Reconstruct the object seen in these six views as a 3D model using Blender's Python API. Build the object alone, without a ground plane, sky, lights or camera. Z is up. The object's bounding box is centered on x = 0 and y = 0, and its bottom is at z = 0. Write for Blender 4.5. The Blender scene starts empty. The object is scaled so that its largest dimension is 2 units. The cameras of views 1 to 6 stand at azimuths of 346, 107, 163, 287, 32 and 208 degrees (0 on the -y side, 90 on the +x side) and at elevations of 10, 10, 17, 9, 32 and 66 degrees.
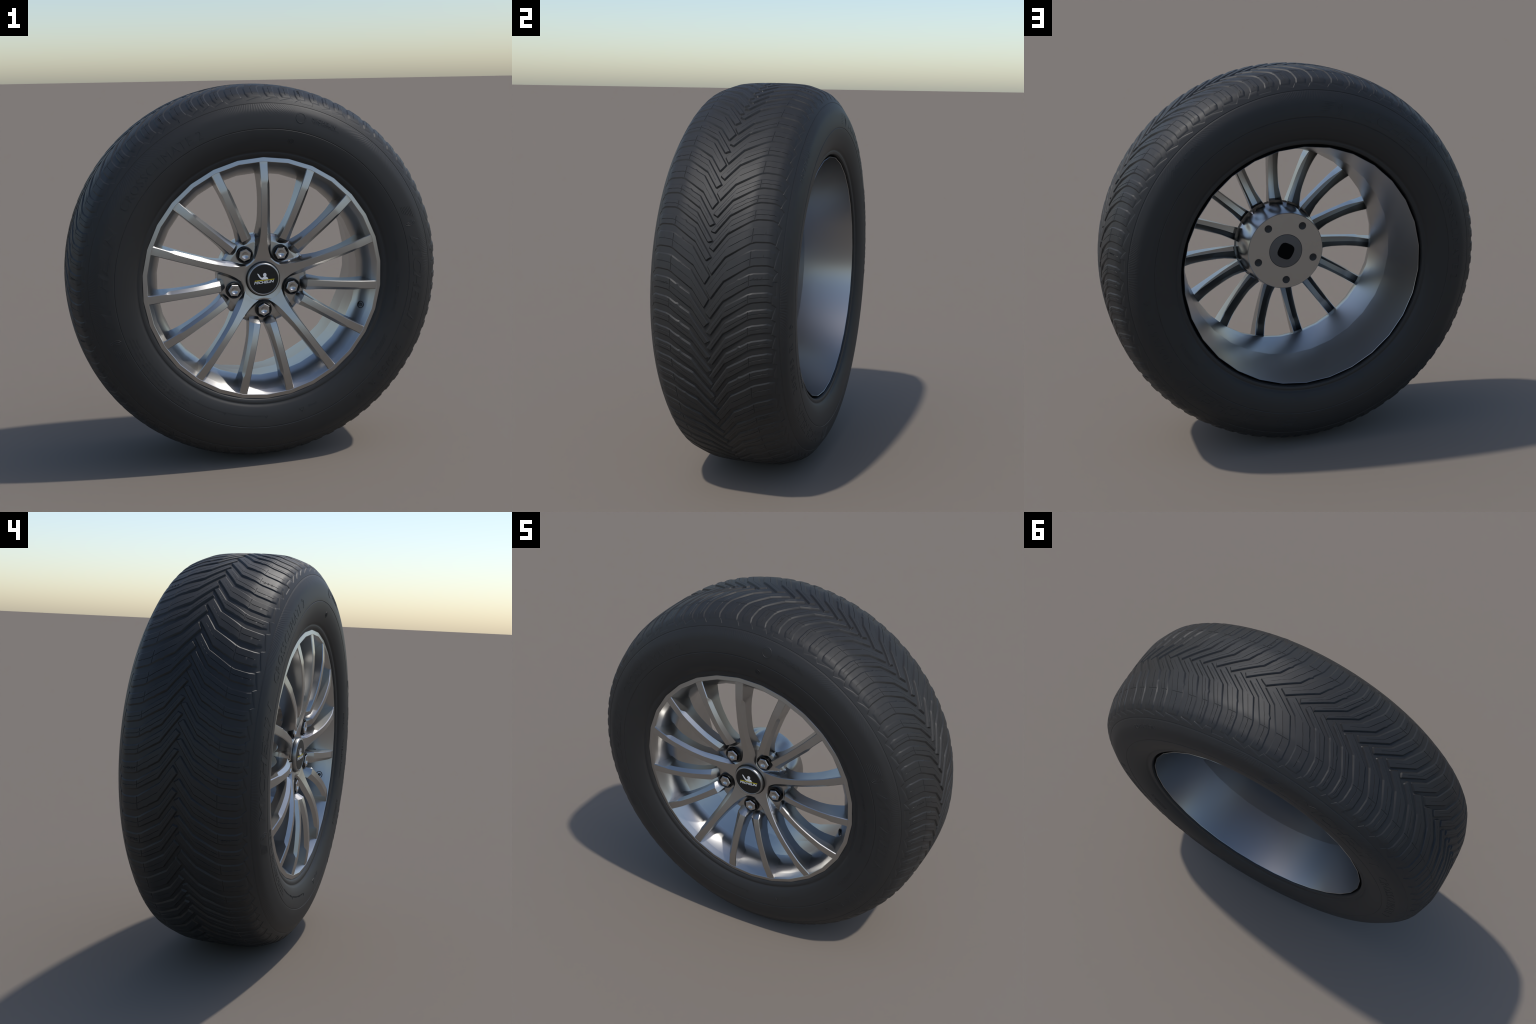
import bpy, math, random
import numpy as np

random.seed(7)
rng = np.random.default_rng(7)
AXIS_Z = 1.0                      # wheel axis runs along y at this height
D2R = math.pi / 180.0


# ------------------------------------------------------------------ helpers
def mesh_object(name, verts, faces, mat, parent=None, smooth=True, sharp=30.0):
    me = bpy.data.meshes.new(name)
    me.from_pydata([tuple(map(float, v)) for v in verts], [], faces)
    me.validate()
    finish_mesh(me, mat, smooth, sharp)
    ob = bpy.data.objects.new(name, me)
    bpy.context.scene.collection.objects.link(ob)
    ob.parent = parent
    return ob


def finish_mesh(me, mat, smooth=True, sharp=30.0):
    me.update()
    if mat is not None:
        me.materials.append(mat)
    if smooth:
        me.polygons.foreach_set("use_smooth", [True] * len(me.polygons))
        me.set_sharp_from_angle(angle=sharp * D2R)
    me.update()


def polar(r, th_deg, y):
    a = th_deg * D2R
    return (r * math.cos(a), y, AXIS_Z + r * math.sin(a))


def mark_sharp_rings(ob, rows, n, segs):
    """Crease whole rings of a lathed mesh (rows = profile indices)."""
    me = ob.data
    want = set()
    for k in rows:
        for i in range(segs):
            a, b = i * n + k, ((i + 1) % segs) * n + k
            want.add((min(a, b), max(a, b)))
    att = me.attributes.get("sharp_edge") or me.attributes.new("sharp_edge", "BOOLEAN", "EDGE")
    for e in me.edges:
        v = tuple(sorted(e.vertices))
        if v in want:
            att.data[e.index].value = True


def lathe(profile, segs, start=0.0, closed=False, cx=0.0, cz=AXIS_Z):
    """Revolve (y, r) points about an axis parallel to y through (cx, cz)."""
    verts, faces = [], []
    n = len(profile)
    for i in range(segs):
        a = (start + 360.0 * i / segs) * D2R
        c, s = math.cos(a), math.sin(a)
        for (y, r) in profile:
            verts.append((cx + r * c, y, cz + r * s))
    last = n if closed else n - 1
    for i in range(segs):
        j = (i + 1) % segs
        for k in range(last):
            k2 = (k + 1) % n
            faces.append((i * n + k, i * n + k2, j * n + k2, j * n + k))
    return verts, faces


def catmull(points, per=6):
    """Smooth open curve through control points."""
    p = np.array(points, float)
    p = np.vstack([2 * p[0] - p[1], p, 2 * p[-1] - p[-2]])
    out = []
    for i in range(1, len(p) - 2):
        for k in range(per):
            t = k / per
            a, b, c, d = p[i - 1], p[i], p[i + 1], p[i + 2]
            out.append(0.5 * ((2 * b) + (c - a) * t + (2 * a - 5 * b + 4 * c - d) * t * t
                              + (3 * b - a - 3 * c + d) * t ** 3))
    out.append(p[-2])
    return np.array(out)


# ---------------------------------------------------------------- materials
class Nodes:
    def __init__(self, name):
        self.mat = bpy.data.materials.new(name)
        self.mat.use_nodes = True
        self.nt = self.mat.node_tree
        self.bsdf = self.nt.nodes["Principled BSDF"]

    def add(self, kind, **kw):
        n = self.nt.nodes.new(kind)
        for k, v in kw.items():
            setattr(n, k, v)
        return n

    def link(self, a, b):
        self.nt.links.new(a, b)

    def math(self, op, a, b=None, c=None, clamp=False):
        n = self.add("ShaderNodeMath", operation=op, use_clamp=clamp)
        for i, v in enumerate((a, b, c)):
            if v is None:
                continue
            if isinstance(v, (int, float)):
                n.inputs[i].default_value = v
            else:
                self.link(v, n.inputs[i])
        return n.outputs[0]

    def smooth(self, v, lo, hi):
        n = self.add("ShaderNodeMapRange", interpolation_type="SMOOTHSTEP")
        self.link(v, n.inputs["Value"])
        n.inputs["From Min"].default_value = lo
        n.inputs["From Max"].default_value = hi
        return n.outputs["Result"]


def simple_material(name, color, rough, metal=0.0, spec=0.5, noise=0.0, noise_scale=30.0):
    m = Nodes(name)
    b = m.bsdf
    b.inputs["Base Color"].default_value = (*color, 1)
    b.inputs["Roughness"].default_value = rough
    b.inputs["Metallic"].default_value = metal
    b.inputs["Specular IOR Level"].default_value = spec
    if noise > 0:
        tc = m.add("ShaderNodeTexCoord")
        nz = m.add("ShaderNodeTexNoise")
        nz.inputs["Scale"].default_value = noise_scale
        nz.inputs["Detail"].default_value = 4
        m.link(tc.outputs["Object"], nz.inputs["Vector"])
        v = m.math("MULTIPLY_ADD", nz.outputs["Fac"], noise, rough - noise * 0.5)
        m.link(v, b.inputs["Roughness"])
    return m.mat


RUBBER = (0.0225, 0.0219, 0.0213)


def rubber_material(name, fans):
    """Dark rubber; on the sidewalls fine moulded fan lines sweep round the rim."""
    m = Nodes(name)
    b = m.bsdf
    tc = m.add("ShaderNodeTexCoord")
    nz = m.add("ShaderNodeTexNoise")
    nz.inputs["Scale"].default_value = 9.0
    nz.inputs["Detail"].default_value = 5
    m.link(tc.outputs["Object"], nz.inputs["Vector"])
    ramp = m.add("ShaderNodeMix", data_type="RGBA")
    ramp.inputs["A"].default_value = (*[c * 0.93 for c in RUBBER], 1)
    ramp.inputs["B"].default_value = (*[c * 1.07 for c in RUBBER], 1)
    m.link(nz.outputs["Fac"], ramp.inputs["Factor"])
    m.link(ramp.outputs["Result"], b.inputs["Base Color"])
    b.inputs["Roughness"].default_value = 0.52
    b.inputs["Specular IOR Level"].default_value = 0.36
    if fans:
        sep = m.add("ShaderNodeSeparateXYZ")
        m.link(tc.outputs["Object"], sep.inputs[0])
        x = sep.outputs["X"]
        z = m.math("SUBTRACT", sep.outputs["Z"], AXIS_Z)
        r = m.math("SQRT", m.math("ADD", m.math("MULTIPLY", x, x), m.math("MULTIPLY", z, z)))
        th = m.math("ARCTAN2", z, x)
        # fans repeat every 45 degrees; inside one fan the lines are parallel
        step = math.pi / 4
        off = m.math("SUBTRACT", th, 48 * D2R - step / 2)
        wrapped = m.math("SUBTRACT", m.math("FLOORED_MODULO", off, step), step / 2)
        lean = m.math("MULTIPLY_ADD", m.math("SUBTRACT", r, 0.9), 7.0, 0.87)
        phase = m.math("MULTIPLY", m.math("MULTIPLY", wrapped, lean), 2 * math.pi / 0.0110)
        wave = m.math("MULTIPLY_ADD", m.math("SINE", phase), 0.5, 0.5)
        band = m.math("MULTIPLY", m.smooth(r, 0.835, 0.885), m.smooth(r, 0.904, 0.900))
        fade = m.smooth(m.math("ABSOLUTE", wrapped), 0.36, 0.12)
        height = m.math("MULTIPLY", wave, m.math("MULTIPLY", band, fade))
        bump = m.add("ShaderNodeBump")
        bump.inputs["Strength"].default_value = 1.0
        bump.inputs["Distance"].default_value = 0.0003
        m.link(height, bump.inputs["Height"])
        m.link(bump.outputs["Normal"], b.inputs["Normal"])
    return m.mat


MAT_TREAD = rubber_material("tread_rubber", False)
MAT_SIDE = rubber_material("sidewall_rubber", True)
MAT_METAL = simple_material("grey_alloy", (0.42, 0.417, 0.41), 0.30, metal=1.0)
MAT_BORE = simple_material("bore_dark_reflection", (0.13, 0.135, 0.145), 0.45, metal=1.0)  # alloy darkened to paint in a dim reflection on the hub back
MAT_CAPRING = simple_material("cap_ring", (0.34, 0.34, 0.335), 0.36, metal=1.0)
MAT_HOLE_SHADE = simple_material("hole_shadow", (0.012, 0.013, 0.015), 0.5)  # dark tone painting the shade of the rear bolt holes
MAT_NUT = simple_material("bolt_steel", (0.46, 0.455, 0.45), 0.28, metal=1.0)
MAT_BLACK = simple_material("black_plastic", (0.004, 0.004, 0.004), 0.30)
MAT_CAPDISC = simple_material("cap_black", (0.010, 0.0097, 0.0095), 0.45, spec=0.3)
MAT_WHITE = simple_material("white_print", (0.75, 0.75, 0.75), 0.5)
MAT_YELLOW = simple_material("yellow_print", (0.50, 0.41, 0.012), 0.5)
MAT_DARK = simple_material("gap_shade", (0.002, 0.002, 0.002), 0.9, spec=0.1)  # near black, painted as shade for the bead gap and axle hole

# ------------------------------------------------------------------- wheel
wheel = bpy.data.objects.new("car_wheel", None)
bpy.context.scene.collection.objects.link(wheel)
wheel["label"] = "black chevron tread tyre on a grey fifteen spoke alloy rim"
wheel["category"] = "car wheel"

# ============================================================ tyre profile
# half profile of the outer skin as (|y|, r), crown -> bead
CROWN = [(0.0, 1.0), (0.08, 0.9988), (0.155, 0.9930), (0.195, 0.9820), (0.23, 0.9695),
         (0.258, 0.9572), (0.2825, 0.936)]
SIDE = [(0.2825, 0.936), (0.3060, 0.9020), (0.3275, 0.866), (0.3380, 0.82), (0.3415, 0.78),
        (0.3385, 0.74), (0.3310, 0.705), (0.3200, 0.678), (0.3100, 0.664), (0.3095, 0.655),
        (0.3070, 0.645), (0.299, 0.637), (0.27, 0.634)]
crown_c = catmull(CROWN, 8)
side_c = catmull(SIDE, 6)
skin = np.vstack([crown_c[:-1], side_c])


def skin_r(y):
    y = np.abs(y)
    k = np.argmax(skin[:, 0])
    return np.interp(y, skin[:k + 1, 0], skin[:k + 1, 1])


def side_y(r):
    s = side_c[::-1]
    return np.interp(r, s[:, 1], s[:, 0])


# pitch positions (degrees): lug edge angle at |y| = 0.18, three pitch lengths mixed
PITCH = [2.67, 7.05, 12.1, 18.15, 24.1, 28.8, 32.9, 37.4, 43.25, 48.1, 54.0, 58.4, 64.6, 69.5,
         73.4, 77.9, 82.6, 87.5, 92.3, 98.4, 104.2, 108.6, 112.5, 116.2, 121.7, 126.8, 131.7,
         137.5, 141.9, 147.8, 153.9, 159.2, 164.1, 168.5, 172.7, 176.95, 181.75, 185.9, 191.5,
         196.2, 200.9, 205.2, 210.3, 216.1, 221.0, 225.3, 229.5, 234.4, 240.3, 246.2, 251.1,
         255.3, 259.6, 264.5, 270.4, 274.8, 279.0, 283.9, 288.8, 293.1, 297.4, 302.0, 307.45,
         312.2, 317.4, 321.55, 326.3, 330.55, 335.6, 341.4, 345.8, 350.35, 354.4, 358.6]
MARKED = {7.05, 77.9, 121.7, 176.95, 196.2, 251.1, 326.3}     # grooves with a wear marker
LEFT_SHIFT = -2.5
DEPTH = 0.0085


def groove_depth(y):
    """Grooves run out towards the shoulder."""
    return np.interp(np.abs(y), [0, .10, .14, .17, .22, .25, .285, .31], [DEPTH, .0076, .0054, .0042, .0041, .0042, .0030, .0028])


WALL = 0.0060

# lug outline in (y, degrees) relative to the pitch angle; inner tip -> shoulder
LOW = np.array([(0.0175, -8.45), (0.073, -4.0), (0.180, 0.0), (0.1995, 0.42), (0.235, 0.66), (0.258, 0.74), (0.2775, 0.40)])
UPP = np.array([(-0.0065, -12.15), (0.082, -4.95), (0.180, -1.75), (0.1995, -1.36), (0.235, -1.15), (0.262, -1.0), (0.2785, -1.45)])


def resample(u):
    k = np.linspace(0, 1, len(LOW))
    k = np.array([0, .24, .62, .70, .82, .92, 1.0])
    lo = np.stack([np.interp(u, k, LOW[:, i]) for i in (0, 1)], -1)
    up = np.stack([np.interp(u, k, UPP[:, i]) for i in (0, 1)], -1)
    return lo, up


def lug_mesh(t0, t1, side, seed):
    """One tread lug between pitch angles t0 and t1 (degrees)."""
    r_ = random.Random(seed)
    # stations along the lug; doubled closely where a cross sipe cuts the top
    cross = 0.635
    base_u = list(np.linspace(0, 1, 45))
    extra = [cross - 0.0075, cross - 0.003, cross + 0.003, cross + 0.0075, .24, .62, .70, .82, .92]
    us = np.array(sorted(set([round(v, 5) for v in base_u + extra])))
    us = us[(np.abs(us - cross) > 0.0065) | np.isin(np.round(us, 5), np.round(extra, 5))]
    lo, up = resample(us)
    lo = lo.copy(); up = up.copy()
    lo[:, 1] += t0
    up[:, 1] += t1
    # worn nick that bulges into the groove on the upper edge
    if seed % 4 != 1:
        c = 0.45 + 0.02 * r_.uniform(-1, 1)
        bulge = np.clip(1 - np.abs(us - c) / 0.028, 0, 1) ** 0.5
        up[:, 1] += bulge * r_.uniform(0.10, 0.36)
    n = len(us)
    # wall width measured along the circumference (grooves run at a slant)
    C = (up - lo) * np.array([1.0, D2R])             # cross-lug direction, metric
    C /= np.linalg.norm(C, axis=1)[:, None]

    def slope_w(c):
        T = np.stack([np.gradient(c[:, 0]), np.gradient(c[:, 1]) * D2R], -1)
        T /= np.linalg.norm(T, axis=1)[:, None] + 1e-12
        s_ = np.abs(T[:, 0] * C[:, 1] - T[:, 1] * C[:, 0])
        return WALL / np.maximum(s_, 0.4)
    wl, wu = slope_w(lo), slope_w(up)
    # columns across the lug: distance from low edge in degrees, depth below skin
    sip = 0.0022
    cols = []          # list of (pos array (n,2), depth array)
    def along(v):
        return lo + (up - lo) * v
    def col(base, shift, depth):
        p = base + (C * (np.zeros(n) + shift)[:, None]) / np.array([1.0, D2R])
        cols.append((p, depth if isinstance(depth, np.ndarray) else np.full(n, depth)))
    # middle sipe: dashes near the tip, solid line mid lug, broken line on the shoulder
    s_depth = np.zeros(n)
    for i, u in enumerate(us):
        if 0.05 < u < 0.25:
            s_depth[i] = 0.0016 if (int(u * 45) % 2 == seed % 2) else 0.0
        elif 0.27 <= u < cross - 0.02:
            s_depth[i] = 0.0020 if abs(u - 0.5) > 0.015 else 0.0008
        elif cross + 0.01 < u < 0.95:
            s_depth[i] = 0.0020 if (u < .8 or u > .84) else 0.0005
    wig = 0.05 * np.sin(us * 90 + seed) * (us < 0.25)
    mid = along(0.5)
    mid[:, 1] += wig
    zero = np.zeros(n)
    col(lo, -wl * 0.35, DEPTH)
    col(lo, wl * 0.50, 0.0011)
    col(lo, wl * 0.80, 0.0)
    col(along(0.25), 0, 0.0)
    col(mid, -sip * 0.85, 0.0)
    col(mid, -sip * 0.35, s_depth)
    col(mid, sip * 0.35, s_depth)
    col(mid, sip * 0.85, 0.0)
    col(along(0.75), 0, 0.0)
    col(up, -wu * 0.80, 0.0)
    col(up, -wu * 0.50, 0.0011)
    col(up, wu * 0.35, DEPTH)
    m = len(cols)
    P = np.zeros((n + 2, m, 3))
    for j, (p, d) in enumerate(cols):
        P[1:-1, j, 0] = p[:, 0]
        P[1:-1, j, 1] = p[:, 1]
        P[1:-1, j, 2] = d
    # narrow circumferential sipe across the top
    inner = slice(2, m - 2)
    for i, u in enumerate(us):
        if abs(u - cross) < 0.004:
            P[i + 1, inner, 2] = np.maximum(P[i + 1, inner, 2], 0.0018)
    # tip and shoulder end walls
    d0 = ((lo[0] - lo[1]) + (up[0] - up[1]))
    d0 /= math.hypot(d0[0], d0[1] * D2R)
    P[0] = P[1]
    P[0, :, :2] += d0 * WALL
    P[0, :, 2] = DEPTH
    P[-1] = P[-2]
    P[-1, :, 0] += 0.003
    P[-1, :, 2] = DEPTH
    verts = []
    for i in range(n + 2):
        for j in range(m):
            y, t, d = P[i, j]
            if d >= DEPTH - 1e-6:
                d = float(groove_depth(y)) + .0004
            r = float(skin_r(y)) - d
            verts.append(polar(r, t, y * side))
    faces = []
    for i in range(n + 1):
        for j in range(m - 1):
            a, b, c, d = i * m + j, (i + 1) * m + j, (i + 1) * m + j + 1, i * m + j + 1
            faces.append((a, b, c, d) if side > 0 else (d, c, b, a))
    return verts, faces


# -------- carcass: groove floor plus a saw-toothed shoulder edge on each side
def carcass():
    verts, faces = [], []
    # groove floor
    ys = np.linspace(-0.301, 0.301, 61)
    prof = [(y, float(skin_r(y)) - float(groove_depth(y))) for y in ys]
    v, f = lathe(prof, 360)
    verts += v
    faces += [tuple(reversed(q)) for q in f]
    for side in (1, -1):
        shift = 0.0 if side > 0 else LEFT_SHIFT
        knots = []
        for p in PITCH:
            q = p + shift
            if p in MARKED:
                knots += [(q - 2.15, 0.2765), (q - 2.05, 0.2935), (q + 1.75, 0.2935), (q + 1.85, 0.2765)]
            else:
                knots += [(q - 0.80, 0.2935), (q + 0.02, 0.2795)]
        knots.sort()
        kt = np.array([k[0] for k in knots]); ky = np.array([k[1] for k in knots])
        kt = np.concatenate([kt - 360, kt, kt + 360]); ky = np.tile(ky, 3)
        th = sorted(set([round(k[0] % 360, 4) for k in knots] + [round(a, 4) for a in np.arange(0, 360, 1.0)]))
        th = np.array(th)
        saw = np.interp(th, kt, ky)
        tail = [p for p in side_c if p[0] > 0.2965 or p[1] < 0.9]
        # moulded hairlines at two radii
        tail = [tuple(p) for p in tail]
        if side < 0:                       # on the outer face the bead tucks under the rim lip
            tail = [p for p in tail if p[1] > .6375] + [(0.2990, .6345), (0.2975, .628), (0.29, .615)]
        else:
            tail = [p for p in tail if p[1] > .6420] + [(0.2995, .6405), (0.296, .6395), (0.27, .6395)]
        rows = len(tail) + 4
        base = len(verts)
        for a, ysaw in zip(th, saw):
            ring = [(ysaw - 0.0030, float(skin_r(ysaw - .003)) - float(groove_depth(ysaw)) - .0006),
                    (ysaw + 0.0005, float(skin_r(ysaw + .0005)) - 0.0008),
                    (ysaw + 0.0018, float(skin_r(ysaw + .0018))),
                    ((ysaw + 0.2985) / 2 + .0005, float(skin_r((ysaw + 0.2985) / 2 + .0005)))]
            ring += [(p[0], p[1]) for p in tail]
            for (y, r) in ring:
                verts.append(polar(r, a, y * side))
        n = len(th)
        for i in range(n):
            j = (i + 1) % n
            for k in range(rows - 1):
                q = (base + i * rows + k, base + i * rows + k + 1, base + j * rows + k + 1, base + j * rows + k)
                faces.append(tuple(reversed(q)) if side > 0 else q)
    return verts, faces


def densify_side():
    """Insert two hairline grooves into the sidewall profile."""
    global side_c
    pts = [tuple(p) for p in side_c]
    out = []
    for (y, r) in pts:
        out.append((y, r))
    for rc, dep in ((0.9035, 0.0016), (0.779, 0.0016)):
        s = np.array(out)
        yy = lambda r: float(np.interp(r, s[::-1, 1], s[::-1, 0]))
        new = [(yy(rc + 0.0028), rc + 0.0028), (yy(rc + .0008) - dep, rc + 0.0008),
               (yy(rc - .0008) - dep, rc - 0.0008), (yy(rc - 0.0028), rc - 0.0028)]
        out = [p for p in out if abs(p[1] - rc) > 0.0034] + new
        out.sort(key=lambda p: -p[1])
    side_c = np.array(out)


side_smooth = side_c.copy()
densify_side()
cv, cf = carcass()
tyre = mesh_object("tyre", cv, cf, MAT_SIDE, wheel, sharp=38)

pitches = sorted(PITCH)
for side in (1, -1):
    shift = 0.0 if side > 0 else LEFT_SHIFT
    for i, p in enumerate(pitches):
        nxt = pitches[(i + 1) % len(pitches)] + (360 if i == len(pitches) - 1 else 0)
        v, f = lug_mesh(p + shift, nxt + shift, side, i * 2 + (side > 0))
        mesh_object("tread_block", v, f, MAT_TREAD, tyre, sharp=24)

# added black ring closing the gap behind the rim flange, coloured as its shade
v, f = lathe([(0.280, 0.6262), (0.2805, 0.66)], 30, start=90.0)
mesh_object("bead_gap_filler", v, f, MAT_DARK, tyre)


# ---------------------------------------------------------------- lettering
def text_mesh(body, bold=0.0, shear=0.0, extrude=0.03, spacing=1.0):
    cu = bpy.data.curves.new("text", "FONT")
    cu.body = body
    cu.size = 1.0
    cu.extrude = extrude
    cu.offset = bold
    cu.shear = shear
    cu.space_character = spacing
    cu.resolution_u = 4
    ob = bpy.data.objects.new("text", cu)
    bpy.context.scene.collection.objects.link(ob)
    dg = bpy.context.evaluated_depsgraph_get()
    me = bpy.data.meshes.new_from_object(ob.evaluated_get(dg))
    bpy.data.objects.remove(ob)
    bpy.data.curves.remove(cu)
    n = len(me.vertices)
    co = np.zeros(n * 3)
    me.vertices.foreach_get("co", co)
    co = co.reshape(-1, 3)
    polys = [tuple(p.vertices) for p in me.polygons]
    bpy.data.meshes.remove(me)
    return co, polys


def sidewall_text(body, start, end, r_lo, r_hi, side, raise_=0.0011, bold=0.0, shear=0.0, spacing=1.0):
    """Embossed word bent round the sidewall; angles in degrees, reading clockwise."""
    co, polys = text_mesh(body, bold, shear, 0.5, spacing)
    x0, x1 = co[:, 0].min(), co[:, 0].max()
    y0, y1 = co[:, 1].min(), co[:, 1].max()
    th = start + (co[:, 0] - x0) / (x1 - x0) * (end - start)
    r = r_lo + (co[:, 1] - y0) / (y1 - y0) * (r_hi - r_lo)
    s = side_smooth[::-1]
    y = np.interp(r, s[:, 1], s[:, 0]) + co[:, 2] * 2 * raise_
    verts = [polar(rr, t, yy * side) for rr, t, yy in zip(r, th, y)]
    return mesh_object("sidewall_lettering", verts, polys, MAT_SIDE, tyre, smooth=False)


# front face (reads clockwise = falling angle)
sidewall_text("MICHELIN", 194, 157.5, .805, .858, -1, bold=.02, shear=.25)
sidewall_text("MICHELIN", 14, -22.5, .805, .858, -1, bold=.02, shear=.25)
sidewall_text("CROSSCLIMATE 2", 150.5, 112.5, .805, .848, -1, spacing=1.15)
sidewall_text("205/55 R 16", -28.5, -53.5, .812, .848, -1, spacing=1.2)
sidewall_text("205/55R16", -27, -39, .722, .745, -1, .0010, bold=.01)
sidewall_text("TUBELESS RADIAL", 1, -17, .714, .729, -1, .0009)
sidewall_text("MICHELIN", 13.6, 5.2, .712, .726, -1, .0009)
sidewall_text("M+S", -68.5, -72.5, .712, .727, -1, .0009)
sidewall_text("DANGER  MAXIMUM LOAD AND INFLATION", -92.5, -108, .715, .723, -1, .0006)
sidewall_text("WARNING  FOLLOW OWNERS MANUAL", -110, -124, .715, .723, -1, .0006)
sidewall_text("MICHELIN", 73, 64, .848, .864, -1, .0013)
sidewall_text("TOTAL PERFORMANCE", 73, 62.5, .836, .845, -1, .0006)
for k in range(3):
    sidewall_text("TREAD PLIES  SIDEWALL PLIES  MAX LOAD", 236 - 0.4 * k, 199 + 0.6 * k, .752 - .016 * k, .759 - .016 * k, -1, .0006)
# back face (reads with rising angle)
sidewall_text("MICHELIN", 107.5, 144.5, .805, .858, 1, bold=.02, shear=.25)
sidewall_text("MICHELIN", -72.5, -36, .805, .858, 1, bold=.02, shear=.25)
sidewall_text("CROSSCLIMATE 2", 151.5, 189, .805, .848, 1, spacing=1.15)
sidewall_text("205/55 R 16", -30, -4.5, .812, .848, 1, spacing=1.2)
sidewall_text("ROTATION", 40, 52, .855, .875, 1, .0009, spacing=1.1)
sidewall_text("205/55R16", -37, -25, .722, .742, 1, .0009)


def sidewall_bars(center, side, name="sidewall_emblem"):
    """Plain moulded emblem beside the word: a fan of short parallel bars and a disc."""
    verts, faces = [], []
    s = side_smooth[::-1]

    def patch(fn, nu, nv, raise_):
        base = len(verts)
        for i in range(nu + 1):
            for j in range(nv + 1):
                r, t = fn(i / nu, j / nv)
                edge = 0 if i in (0, nu) or j in (0, nv) else 1
                y = float(np.interp(r, s[:, 1], s[:, 0])) + (raise_ if edge else -0.001)
                verts.append(polar(r, t, y * side))
        for i in range(nu):
            for j in range(nv):
                a = base + i * (nv + 1) + j
                faces.append((a, a + 1, a + nv + 2, a + nv + 1))
    sg = -1 if side < 0 else 1
    for k in range(7):
        r0 = 0.802 + 0.0085 * k
        patch(lambda u, v, r0=r0, k=k: (r0 + 0.0045 * v, center - sg * (5.2 - 0.25 * k) + sg * u * (3.6 + 0.25 * k)), 8, 3, 0.0008)
    for k in range(3):                # nested arcs
        rad = 0.010 + 0.009 * k
        patch(lambda u, v, rad=rad: (0.822 + (rad + 0.005 * v) * math.sin(-1.2 + 2.6 * u),
                                     center + sg * (1.2 + (rad + 0.005 * v) * math.cos(-1.2 + 2.6 * u) / 0.82 / D2R)), 14, 3, 0.0008)
    patch(lambda u, v: (0.848 + 0.011 * v * math.sin(2 * math.pi * u),
                        center + sg * (2.6 + 0.011 * v * math.cos(2 * math.pi * u) / 0.85 / D2R)), 20, 3, 0.0008)
    return mesh_object(name, verts, faces, MAT_SIDE, tyre, smooth=True, sharp=40)


sidewall_bars(21.0, -1)
sidewall_bars(201.0, -1)
sidewall_bars(99.5, 1)
sidewall_bars(-80.5, 1)


def sidewall_triangle(center, r, size, side):
    s = side_smooth[::-1]
    verts, faces = [], []
    for lift, k in ((-0.001, 1.0), (0.0014, 0.93), (0.0014, 0.70), (-0.001, 0.62)):
        for c in range(3):
            a = (-90 + 120 * c) * D2R
            rr = r - size * k * math.sin(a) * (1)
            tt = center + size * k * math.cos(a) / r / D2R
            verts.append(polar(rr, tt, (float(np.interp(rr, s[:, 1], s[:, 0])) + lift) * side))
    for q in range(3):
        for c in range(3):
            d = (c + 1) % 3
            faces.append((q * 3 + c, q * 3 + d, q * 3 + 3 + d, q * 3 + 3 + c))
    return mesh_object("sidewall_symbol", verts, faces, MAT_SIDE, tyre, smooth=False)


sidewall_triangle(-75.5, .724, .017, -1)
sidewall_triangle(-91, .722, .011, -1)
sidewall_triangle(-109, .722, .011, -1)


def sidewall_ring(center, r, rad, side):
    s = side_smooth[::-1]
    verts, faces = [], []
    n = 28
    for lift, k in ((-0.001, 1.0), (0.0014, 0.95), (0.0014, 0.80), (-0.001, 0.75)):
        for c in range(n):
            a = 2 * math.pi * c / n
            rr = r + rad * k * math.sin(a)
            tt = center + rad * k * math.cos(a) / r / D2R
            verts.append(polar(rr, tt, (float(np.interp(rr, s[:, 1], s[:, 0])) + lift) * side))
    for q in range(3):
        for c in range(n):
            d = (c + 1) % n
            faces.append((q * n + c, q * n + d, q * n + n + d, q * n + n + c))
    return mesh_object("sidewall_symbol", verts, faces, MAT_SIDE, tyre, smooth=False)


sidewall_ring(77, .848, .028, -1)
sidewall_ring(79.2, .726, .016, -1)
sidewall_ring(79.2, .726, .008, -1)

# ===================================================================== rim
RIM = [(-0.290, 0.6360), (-0.2990, 0.6360), (-0.3008, 0.6345), (-0.3048, 0.6145), (-0.3030, 0.6122),
       (-0.2790, 0.5920), (-0.2450, 0.5660), (-0.2100, 0.5520),
       (-0.1750, 0.5450), (-0.1660, 0.5448), (-0.1180, 0.5510), (0.0250, 0.5720), (0.1000, 0.5880),
       (0.2000, 0.6090), (0.2985, 0.6270), (0.3000, 0.6282), (0.2985, 0.6296), (0.2000, 0.6200), (0.0250, 0.5850),
       (-0.1000, 0.5700), (-0.1900, 0.5600), (-0.2380, 0.5800), (-0.2700, 0.6150)]
v, f = lathe(RIM, 30, start=90.0, closed=True)
rim = mesh_object("rim", v, f, MAT_METAL, wheel, sharp=35)
mark_sharp_rings(rim, (2, 3, 4, 5, 9, 10, 11, 14), len(RIM), 30)

# front ridge line of a spoke as (r, y)
FRONT = np.array([(0.08, -.252), (.10, -.256), (.139, -.264), (.185, -.2755), (.23, -.289), (.28, -.302), (.325, -.3105),
                  (.36, -.316), (.40, -.3185), (.45, -.3205), (.515, -.3190), (.563, -.3125), (.60, -.3060), (.612, -.3040), (.63, -.3035)])
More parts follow.
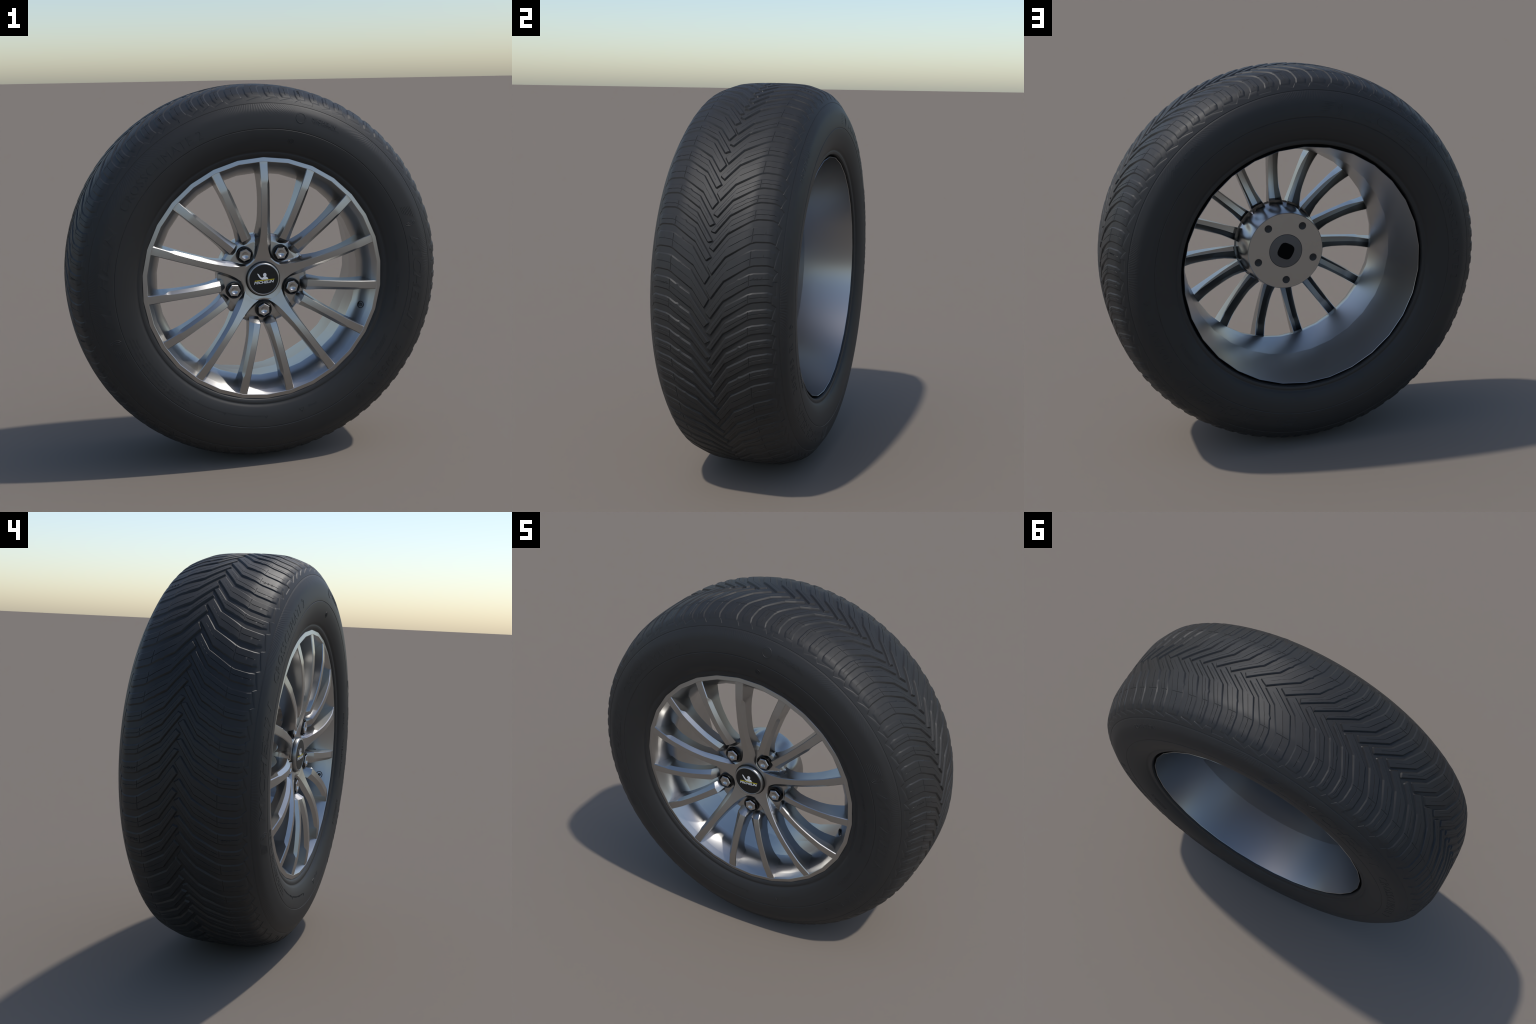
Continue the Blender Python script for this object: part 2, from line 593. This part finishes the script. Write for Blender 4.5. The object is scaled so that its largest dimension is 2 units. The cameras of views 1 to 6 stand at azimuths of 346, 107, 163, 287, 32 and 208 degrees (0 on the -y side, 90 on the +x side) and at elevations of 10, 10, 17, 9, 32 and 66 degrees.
# open back edge of the hollow blade as (r, y)
BACK = np.array([(.10, -.17), (.20, -.185), (.251, -.220), (.30, -.240), (.352, -.250), (.437, -.250), (.48, -.240), (.523, -.220), (.56, -.200), (.63, -.186)])


def sstep(x):
    x = np.clip(x, 0, 1)
    return x * x * (3 - 2 * x)


def front_y(r):
    return np.interp(r, FRONT[:, 0], FRONT[:, 1])


def back_y(r):
    return np.interp(r, BACK[:, 0], BACK[:, 1])


def spoke_mesh(kind):
    """Loft along the radius; kind 0 = main spoke, +1/-1 = paired spoke beside a bolt."""
    if kind == 0:
        rs = np.array([.105, .115, .125, .135, .145, .155, .167, .18, .195, .21, .225, .24, .26, .28, .31, .34, .38, .42, .46, .49, .502, .512, .522, .535, .56, .585, .60, .611, .6185])
    else:
        rs = np.array([.196, .204, .213, .223, .233, .245, .258, .275, .30, .34, .38, .42, .46, .49, .502, .512, .522, .535, .56, .585, .60, .611, .6185])
    verts, faces = [], []
    npt = 12
    for r in rs:
        yf = float(front_y(r))
        yb = float(back_y(r))
        # The section is lopsided: the clockwise side carries a long bevel that
        # starts at a step near the rim, the other side drops straight down.
        k = float(np.clip((.522 - r) / .022, 0, 1))
        wf = float(np.interp(r, [.25, .30, .40, .50, .60, .6185], [.0165, .0155, .0154, .0165, .0190, .0215]))
        wc = float(np.interp(r, [.25, .30, .40, .50, .522, .60, .6185], [.0158, .0148, .0144, .0150, .0190, .0195, .0215]))
        side = float(np.interp(r, [.20, .25, .31, .40, .52, .60], [.0410, .0335, .0265, .0235, .0240, .0260]))
        bevel = float(np.interp(r, [.20, .25, .31, .40, .50, .525, .60, .6185], [.0440, .0380, .0325, .0305, .0300, .0225, .0230, .0255]))
        ch = .0040 + k * .0140
        wb = float(np.interp(r, [.20, .25, .31, .45, .52, .60], [.0460, .0395, .0335, .0315, .0290, .0285]))
        if kind == 0 and r < .28:
            wf = wc = float(np.interp(r, [.105, .12, .135, .15, .17, .20, .24, .28], [.044, .0385, .0330, .0285, .0242, .0200, .0172, .0155]))
            side = max(side, wf + .006)
            bevel = max(bevel, wf + .010)
            wb = max(wb, bevel + .001)
        if kind != 0:
            # the nose falls steeply to the bolt pocket and narrows
            n = float(np.clip((.2335 - r) / .037, 0, 1))
            yf = yf + .046 * n
            wf *= 1 - .55 * n
            wc *= 1 - .55 * n
            side *= 1 - .2 * n
            bevel *= 1 - .2 * n
        yb = max(yb, yf + .030)
        ym = yf + (yb - yf) * .5
        th = .0025
        plain = [(wf, yf + .0004), (wf + .0030, yf + .0045), ((wf + side) / 2 + .001, ym), (side, yb),
                 (side - th, yb), ((wf + side) / 2 + .001 - th, ym), (wf - .001, yf + .005)]
        cut = [(wc, yf + .0004), (bevel, yf + ch), ((bevel + wb) / 2, max(ym, yf + ch + .01)), (wb, yb),
               (wb - th, yb), ((bevel + wb) / 2 - th, max(ym, yf + ch + .01)), (wc - .001, yf + .005)]
        # outer skin of the plain side, inner skin back up, then the bevelled side
        sec = [(0, yf)] + plain + [(0, yf + .0048)] + [(-a, b) for (a, b) in reversed(cut)]
        npt = len(sec)
        lean = 0.0
        if kind != 0:                  # the pair leans slightly towards its bolt
            lean = kind * .006 * np.clip((.5 - r) / .26, 0, 1)
        for (t, y) in sec:
            if kind == 0 and r < .20:
                # near the hub the face follows the dished hub surface
                rad = math.hypot(r, t)
                y += float(front_y(rad)) - float(front_y(r))
                y += .0020 * (1 - float(sstep((rad - .100) / .030))) - .0004
            verts.append((r, y, t + lean))
    n = len(rs)
    for i in range(n - 1):
        for j in range(npt):
            j2 = (j + 1) % npt
            faces.append((i * npt + j, i * npt + j2, (i + 1) * npt + j2, (i + 1) * npt + j))
    return verts, faces


spoke_data = {}
for kind in (0, 1, -1):
    v, f = spoke_mesh(kind)
    me = bpy.data.meshes.new("spoke")
    me.from_pydata([tuple(map(float, q)) for q in v], [], f)
    finish_mesh(me, MAT_METAL, True, 27)
    spoke_data[kind] = me
for g in range(5):
    main = 90 + 72 * g
    # a spoke is modelled along +x; turning about y by -angle lays it at that angle
    for kind, ang in ((0, main), (1, main + 24), (-1, main + 48)):
        ob = bpy.data.objects.new("spoke", spoke_data[kind])
        bpy.context.scene.collection.objects.link(ob)
        ob.parent = rim
        ob.location = (0, 0, AXIS_Z)
        ob.rotation_euler = (0, -ang * D2R, 0)

# valve stem in the rim wall
va = -18.3
vr = 0.5665
vx, vz = vr * math.cos(va * D2R), AXIS_Z + vr * math.sin(va * D2R)


def lathe_about(profile, segs, origin, direction):
    """Revolve (height, radius) about an arbitrary direction from origin."""
    d = np.array(direction, float); d /= np.linalg.norm(d)
    a = np.cross(d, (0.31, 0.7, -0.2)); a /= np.linalg.norm(a)
    b = np.cross(d, a)
    verts, faces = [], []
    n = len(profile)
    for i in range(segs):
        t = 2 * math.pi * i / segs
        rad = a * math.cos(t) + b * math.sin(t)
        for (h, r) in profile:
            verts.append(np.array(origin) + d * h + rad * r)
    for i in range(segs):
        j = (i + 1) % segs
        for k in range(n - 1):
            faces.append((i * n + k, j * n + k, j * n + k + 1, i * n + k + 1))
    return verts, faces


# wear-marker dots beside the marked grooves, joined into one part
verts, faces = [], []
for side_sign in (1, -1):
    for p in sorted(MARKED):
        for yd in (.203, .2185, .234):
            th = p + (0 if side_sign > 0 else LEFT_SHIFT) + 2.25
            a = th * D2R
            r0 = float(skin_r(yd))
            slope = (float(skin_r(yd + .004)) - float(skin_r(yd - .004))) / .008
            nrm = np.array((math.cos(a), -slope * side_sign, math.sin(a)))
            v, f = lathe_about([(-.002, .0066), (.0012, .0058), (.0012, .0040), (-.002, .0034)], 12, polar(r0, th, yd * side_sign), nrm)
            base = len(verts)
            verts += v
            faces += [tuple(base + q for q in face) for face in f]
dots = mesh_object("wear_marker", verts, faces, MAT_TREAD, tyre, sharp=30)
dots["kind"] = "stuff"

inward = np.array((-.75 * math.cos(va * D2R), -0.66, -.75 * math.sin(va * D2R)))
v, f = lathe_about([(-.016, .0195), (.0008, .0195), (.0018, .0185), (.0010, .0165), (-.006, .0155), (-.006, .0090), (.004, .0080), (.0055, .0065), (.0055, 0.0001)],
                   24, (vx, -0.2510, vz), inward)
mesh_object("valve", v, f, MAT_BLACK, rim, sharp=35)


# ===================================================================== hub
def smin(a, b, k):
    h = np.clip(0.5 + 0.5 * (b - a) / k, 0, 1)
    return b * (1 - h) + a * h - k * h * (1 - h)


def hub_front(r, th):
    """Height field: five arms with U-shaped bolt pockets between them."""
    loc = ((th - 90 + 36) % 72) - 36            # angle from the nearest main spoke
    perp = abs(r * math.sin(loc * D2R))
    arm = np.interp(r, [.10, .16, .20, .25], [.032, .026, .021, .0185])
    d = smin(perp - arm, r - .104, .035)
    top = float(front_y(r)) + .0016 * float(sstep((r - .110) / .04))
    fl = np.interp(r, [.1, .15, .20, .235], [-.2485, -.2475, -.245, -.236])
    y = top + (fl - top) * float(sstep(d / .020 + .1))
    if r > .225:
        y += (r - .225) * .45
    return y


HS = 300
rows = []
for r in list(np.linspace(.02, .10, 5)) + list(np.linspace(.105, .238, 44)):
    rows.append(("f", r, None))
hub_side = [(-.231, .2395), (-.226, .2340), (-.218, .2280), (-.205, .2250), (-.185, .2235), (-.15, .2220), (-.12, .2205), (-.09, .2185), (-.065, .2160), (-.05, .2130), (-.0425, .2110), (-.040, .2080),
            (-.040, .15), (-.040, .0935)]
for (y, r) in hub_side:
    rows.append(("s", r, y))
verts, faces = [], []
nr = len(rows)
for i in range(HS):
    th = 90 + 360.0 * i / HS
    for (k, r, y) in rows:
        if k == "f":
            verts.append(polar(r, th, hub_front(r, th)))
        else:
            rr = r
            if -.20 < y < -.06:
                # fifteen scallops between the spoke roots
                rr = r + .0055 * math.cos(15 * (th - 90) * D2R) * min(1, (-.06 - y) / .06)
            verts.append(polar(rr, th, y))
for i in range(HS):
    j = (i + 1) % HS
    for k in range(nr - 1):
        faces.append((i * nr + k, i * nr + k + 1, j * nr + k + 1, j * nr + k))
hub = mesh_object("hub", verts, faces, MAT_METAL, wheel, sharp=32)
mark_sharp_rings(hub, (nr - 3,), nr, HS)
v, f = lathe([(-.044, .0945), (-.0405, .0930), (-.0385, .0905), (-.0365, .030)], 48)
mesh_object("hub_bore_disc", v, f, MAT_BORE, hub, sharp=30)  # nearly flush disc, its dark colour imitates a dim reflection

# dark raised plate standing in for the square drive hole, black as its shade
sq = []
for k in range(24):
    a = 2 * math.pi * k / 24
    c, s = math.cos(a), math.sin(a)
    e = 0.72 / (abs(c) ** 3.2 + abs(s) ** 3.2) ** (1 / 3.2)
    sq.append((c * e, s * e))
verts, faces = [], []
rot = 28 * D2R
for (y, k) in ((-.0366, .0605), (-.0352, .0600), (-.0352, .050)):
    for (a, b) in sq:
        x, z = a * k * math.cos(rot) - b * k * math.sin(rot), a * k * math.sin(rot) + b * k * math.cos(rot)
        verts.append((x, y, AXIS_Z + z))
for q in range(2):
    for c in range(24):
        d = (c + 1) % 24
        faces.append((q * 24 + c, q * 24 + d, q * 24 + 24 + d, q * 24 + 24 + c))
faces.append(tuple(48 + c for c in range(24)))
mesh_object("axle_hole_plate", verts, faces, MAT_DARK, hub, smooth=False)

# bolts, their black seats, and dark discs standing in for the rear bolt holes
for g in range(5):
    a = (-90 + 72 * g)
    bx, bz = .163 * math.cos(a * D2R), AXIS_Z + .163 * math.sin(a * D2R)
    v, f = lathe([(-.232, .0440), (-.2615, .0437), (-.2645, .0425), (-.2650, .0400), (-.2620, .0362), (-.2500, .0345), (-.2495, .001)], 40, cx=bx, cz=bz)
    mesh_object("bolt_seat", v, f, MAT_BLACK, hub, sharp=28)
    # hexagon head with a shallow dish in its face
    turn = [30, 12, 0, 20, -4][g] * D2R
    verts, faces = [], []
    rings = [(-.232, .0335, 6), (-.2678, .0335, 6), (-.2705, .0305, 6)]
    for (y, rad, n) in rings:
        for c in range(6):
            for s_ in range(4):
                t = c * math.pi / 3 + turn
                t2 = (c + 1) * math.pi / 3 + turn
                w = s_ / 4
                verts.append((bx + rad * (math.cos(t) * (1 - w) + math.cos(t2) * w), y, bz + rad * (math.sin(t) * (1 - w) + math.sin(t2) * w)))
    for (y, rad) in ((-.2705, .0180), (-.2692, .0160), (-.2645, .0110), (-.2622, .0050), (-.2615, .0005)):
        for c in range(24):
            t = c * math.pi / 12 + turn
            verts.append((bx + rad * math.cos(t), y, bz + rad * math.sin(t)))
    nring = len(verts) // 24
    for q in range(nring - 1):
        for c in range(24):
            d = (c + 1) % 24
            faces.append((q * 24 + c, q * 24 + d, q * 24 + 24 + d, q * 24 + 24 + c))
    mesh_object("wheel_bolt", verts, faces, MAT_NUT, hub, sharp=25)
    # shallow dark disc laid on the back, its colour painting a hole's shade
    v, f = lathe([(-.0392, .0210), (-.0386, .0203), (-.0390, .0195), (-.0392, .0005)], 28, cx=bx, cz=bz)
    mesh_object("bolt_hole_disc", v, f, MAT_HOLE_SHADE, hub, sharp=30)

# ============================================================== centre cap
v, f = lathe([(-.244, .0905), (-.2562, .0920), (-.2572, .0895), (-.2550, .0875), (-.2500, .087)], 64)
mesh_object("cap_gap_ring", v, f, MAT_BLACK, hub, sharp=30)  # black ring added to stand for the dark gap round the cap
v, f = lathe([(-.246, .0872), (-.2650, .0868), (-.2705, .0850), (-.2738, .0820), (-.2745, .0785), (-.2735, .0768), (-.2690, .0762)], 72)
cap = mesh_object("centre_cap", v, f, MAT_CAPRING, wheel, sharp=40)
v, f = lathe([(-.2700, .0772), (-.2740, .0766), (-.2746, .060), (-.2749, .030), (-.2750, .0005)], 72)
mesh_object("cap_disc", v, f, MAT_CAPDISC, cap, sharp=40)


def cap_plate(name, outline, mat, y=-.2750, thick=.0007):
    n = len(outline)
    verts = [(x, y - thick, AXIS_Z + z) for (x, z) in outline] + [(x, y + .0006, AXIS_Z + z) for (x, z) in outline]
    faces = [tuple(range(n))] + [(i, i + n, (i + 1) % n + n, (i + 1) % n) for i in range(n)]
    return mesh_object(name, verts, faces, mat, cap, smooth=False)


TILT = 2.7 * D2R


def tilt(x, z):
    return (x * math.cos(TILT) - z * math.sin(TILT), x * math.sin(TILT) + z * math.cos(TILT))


co, polys = text_mesh("MICHELIN", .018, .25, .5, 1.0)
x0, x1 = co[:, 0].min(), co[:, 0].max()
y0, y1 = co[:, 1].min(), co[:, 1].max()
verts = []
for p in co:
    x, z = tilt(-.0535 + (p[0] - x0) / (x1 - x0) * .1065, -.0215 + (p[1] - y0) / (y1 - y0) * .0140)
    verts.append((x, -.2750 - p[2] * .0014, AXIS_Z + z))
mesh_object("cap_lettering", verts, polys, MAT_WHITE, cap, smooth=False)
cap_plate("cap_stripe", [tilt(*p) for p in ((-.0500, -.0060), (.0555, -.0060), (.0565, -.0020), (-.0490, -.0020))], MAT_YELLOW)
# plain emblem: a disc over a rounded mound and a bent bar
ell = lambda cx, cz, rx, rz, a0=0, a1=360, n=24: [(cx + rx * math.cos((a0 + (a1 - a0) * i / n) * D2R), cz + rz * math.sin((a0 + (a1 - a0) * i / n) * D2R)) for i in range(n + (a1 - a0 < 360))]
cap_plate("cap_emblem", [tilt(*p) for p in ell(.0060, .0235, .0090, .0100)], MAT_WHITE)
cap_plate("cap_emblem", [tilt(*p) for p in ell(.0055, -.0005, .0170, .0150, 0, 180)], MAT_WHITE, thick=.0009)
cap_plate("cap_emblem", [tilt(*p) for p in ((-.0105, .0000), (-.0200, .0070), (-.0275, .0185), (-.0330, .0320), (-.0340, .0345), (-.0265, .0310), (-.0215, .0225), (-.0145, .0120), (-.0060, .0090), (-.0030, .0010))], MAT_WHITE, thick=.0008)
